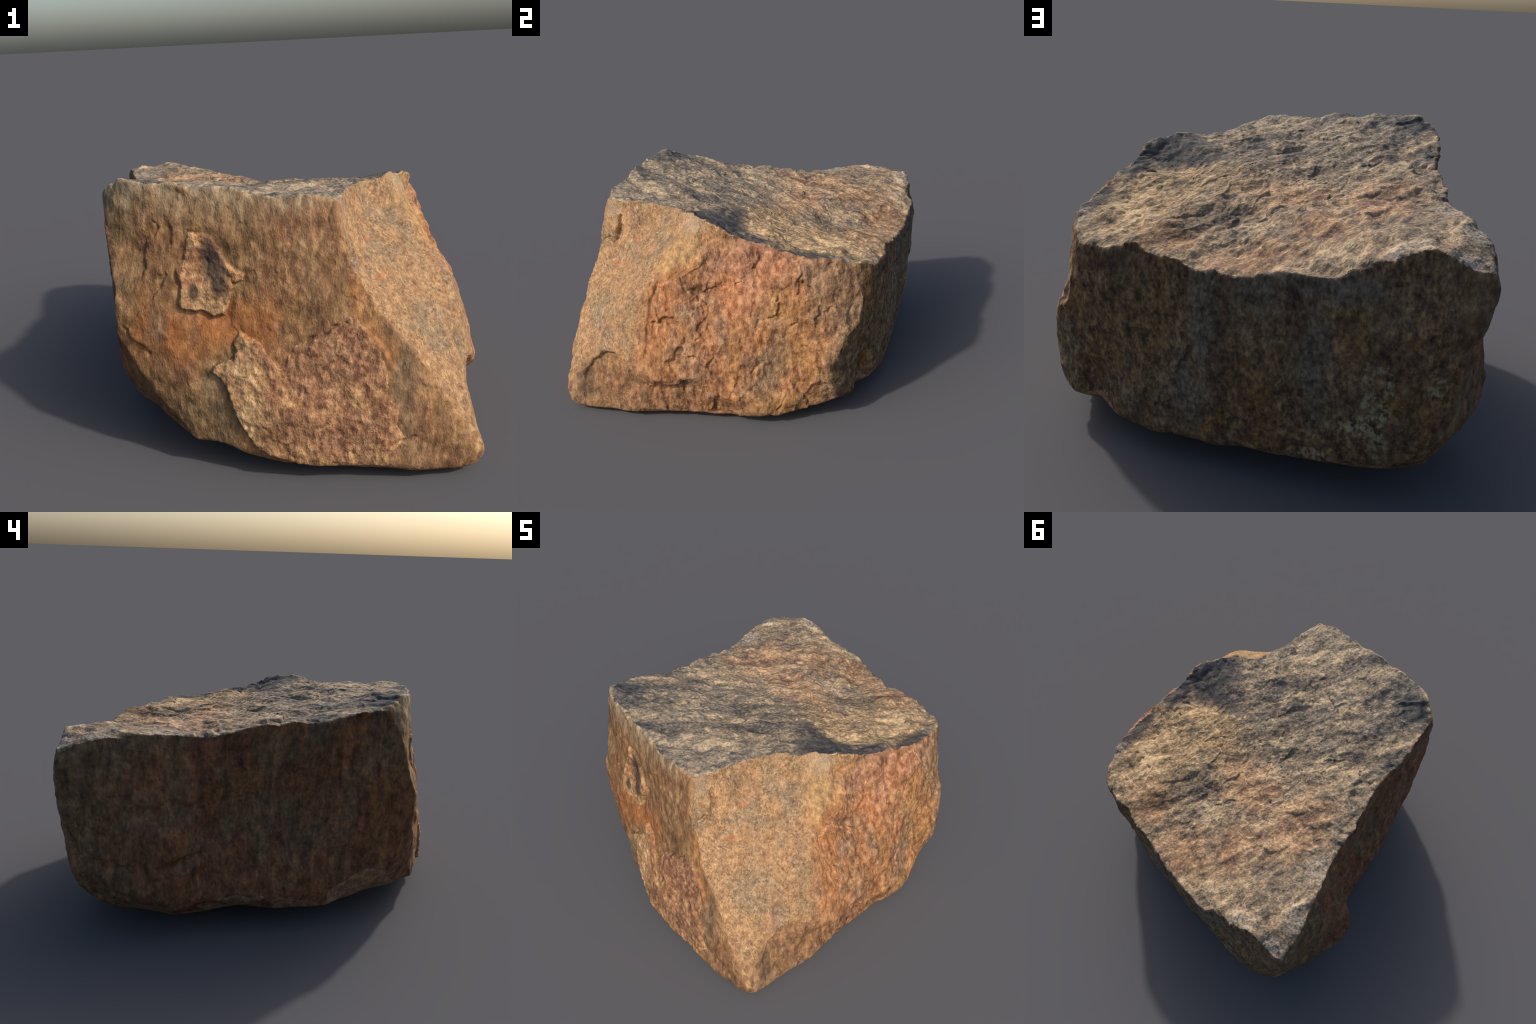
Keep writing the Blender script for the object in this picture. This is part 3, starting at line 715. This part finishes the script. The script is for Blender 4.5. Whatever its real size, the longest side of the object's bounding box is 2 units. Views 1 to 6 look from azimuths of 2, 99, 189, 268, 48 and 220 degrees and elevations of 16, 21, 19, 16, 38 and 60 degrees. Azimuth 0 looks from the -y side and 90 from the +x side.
def shaded_stone():
    s = Shader("dark_brown_back_stone")
    mott = s.noise(s.obj, (30, 28, 19), 1, 4, .62)
    speck = s.noise(s.obj, (76, 70, 49), 5, 3, .6)
    broad = s.noise(s.obj, (4.5, 4.5, 2.4), 9, 5, .6)
    streak = s.noise(s.fol, (24, 24, 5), 13, 4, .6, .3)
    v = s.math("ADD", s.blend((mott, .9), (speck, .7)), -.32)
    north = s.ramp(v, (.28, (53, 41, 29)), (.43, (84, 65, 46)), (.56, (114, 91, 63)), (.72, (148, 122, 87)))
    grey = s.ramp(v, (.28, (63, 52, 40)), (.48, (95, 80, 61)), (.72, (135, 115, 88)))
    ochre = s.ramp(v, (.28, (65, 45, 27)), (.48, (106, 77, 46)), (.72, (148, 112, 70)))
    north = s.mix(s.step(s.noise(s.obj, (7, 7, 2.8), 27, 4), .44, .64, 0, .8), north, grey)
    north = s.mix(s.step(broad, .46, .68, 0, .7), north, ochre)
    w = s.math("ADD", s.blend((streak, .55), (mott, .6), (speck, .4)), -.28)
    west = s.ramp(w, (.28, (61, 39, 27)), (.45, (93, 62, 40)), (.60, (122, 83, 55)), (.74, (148, 108, 71)))
    slate = s.ramp(w, (.28, (59, 45, 33)), (.48, (95, 75, 53)), (.72, (137, 112, 80)))
    rusty = s.ramp(w, (.28, (68, 41, 27)), (.48, (110, 70, 43)), (.72, (152, 103, 65)))
    west = s.mix(s.step(s.noise(s.obj, (5, 5, 3.4), 61, 5), .42, .64, 0, .85), west, slate)
    west = s.mix(s.step(s.noise(s.obj, (6, 6, 4), 77, 5), .48, .68, 0, .7), west, rusty)
    rim = s.math("ADD", s.along(0, .26, 1), s.math("MULTIPLY", s.math("SUBTRACT", s.noise(s.obj, (9, 9, 5), 3, 5), .5), .35))
    end = s.math("ADD", s.along(0, 1, .35), s.math("MULTIPLY", s.math("SUBTRACT", s.noise(s.obj, (7, 7, 5), 14, 5), .5), .6))
    west = s.mix(s.step(end, .75, 1.02, 0, .75), west, slate)
    west = s.mix(s.step(rim, .98, 1.12, 0, .8), west, slate)
    bands = s.spots([((.107, .87, .69), (.06, .2, .25)), ((.19, .85, .33), (.10, .2, .13)), ((-.295, .955, .57), (.06, .2, .20)), ((-.32, .97, .85), (.16, .2, .06)), ((-.1, .93, .8), (.12, .2, .08))],
                    grain=12, ragged=1.1, soft=.7)
    north = s.mix(s.math("MULTIPLY", bands, .7), north, s.ramp(v, (.3, (66, 60, 52)), (.7, (122, 113, 100))))
    dark = s.spots([((.03, .9, .55), (.03, .2, .36)), ((-.22, .95, .72), (.05, .2, .12)), ((.45, .8, .80), (.14, .2, .08)), ((-.55, .97, .62), (.10, .2, .08))], grain=14, ragged=1.3, soft=.8)
    north = s.mix(s.math("MULTIPLY", dark, .7), north, s.ramp(v, (.3, (52, 37, 30)), (.7, (106, 79, 61))))
    yell = s.spots([((.50, .78, .50), (.05, .2, .20)), ((.28, .83, .55), (.04, .2, .2)), ((-.42, .96, .7), (.08, .2, .1)), ((-.1, .92, .45), (.06, .2, .1))], grain=14, ragged=1.3, soft=.8)
    north = s.mix(s.math("MULTIPLY", yell, .6), north, s.ramp(v, (.3, (74, 56, 35)), (.7, (148, 116, 76))))
    turn = s.math("ADD", s.along(.75, .66, 0), s.math("MULTIPLY", s.math("SUBTRACT", broad, .5), .4))
    col = s.mix(s.step(turn, -.08, .16), west, north)
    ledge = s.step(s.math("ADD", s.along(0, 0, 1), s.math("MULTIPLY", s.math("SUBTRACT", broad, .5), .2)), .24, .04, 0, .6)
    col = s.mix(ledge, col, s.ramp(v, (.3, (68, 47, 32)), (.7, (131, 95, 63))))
    lich = s.spots([((-.51, .97, .44), (.05, .2, .13)), ((-.70, .95, .53), (.035, .1, .04)), ((-.30, .88, .18), (.07, .2, .03)),
                    ((-.46, .96, .32), (.09, .2, .05))], grain=26, ragged=1.5, soft=.4)
    lich = s.math("MULTIPLY", lich, s.step(s.noise(s.obj, (46, 42, 38), 91, 3), .46, .60))
    col = s.mix(s.math("MULTIPLY", lich, .8), col, s.mix(speck, (118, 112, 86), (167, 158, 124)))
    return s.finish(col, [(mott, .006), (speck, .004)])


def under_stone():
    s = Shader("earthy_underside_stone")
    mott = s.noise(s.obj, (28, 28, 28), 1, 4, .6)
    fine = s.noise(s.obj, (110, 110, 110), 5, 3, .6)
    v = s.math("ADD", s.blend((mott, .8), (fine, .5)), -.15)
    col = s.ramp(v, (.28, (76, 56, 42)), (.5, (126, 96, 70)), (.72, (172, 138, 102)))
    return s.finish(col, [(mott, .006), (fine, .004)])


# ------------------------------------------------------------------ build
def mesh_of(p, tris):
    me = bpy.data.meshes.new("boulder")
    me.vertices.add(len(p))
    me.vertices.foreach_set("co", p.astype(np.float32).ravel())
    me.loops.add(tris.size)
    me.loops.foreach_set("vertex_index", tris.ravel())
    me.polygons.add(len(tris))
    me.polygons.foreach_set("loop_start", np.arange(0, tris.size, 3, dtype=np.int32))
    me.update(calc_edges=True)
    return me


def build():
    p, soft, tris = shape()
    me = mesh_of(p, tris)
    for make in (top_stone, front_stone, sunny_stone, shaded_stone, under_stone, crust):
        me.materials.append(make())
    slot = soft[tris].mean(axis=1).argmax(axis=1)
    mid = p[tris].mean(axis=1)
    wob = 0.006 * fbm(mid * 40, 2)
    on = (slot == 1) & (mid[:, 1] < -.6)
    for plate in (PLATE_SMALL, PLATE_LARGE):
        slot[on & (polygon_distance(mid[:, 0], mid[:, 2], plate) + wob > -.002)] = 5
    me.polygons.foreach_set("material_index", slot.astype(np.int32))
    me.polygons.foreach_set("use_smooth", np.ones(len(tris), bool))
    me.update()
    stone = bpy.data.objects.new("granite_boulder", me)
    bpy.context.scene.collection.objects.link(stone)
    stone["label"] = "squarish orange-brown granite boulder with rough grey top"
    stone["category"] = "rock"


build()
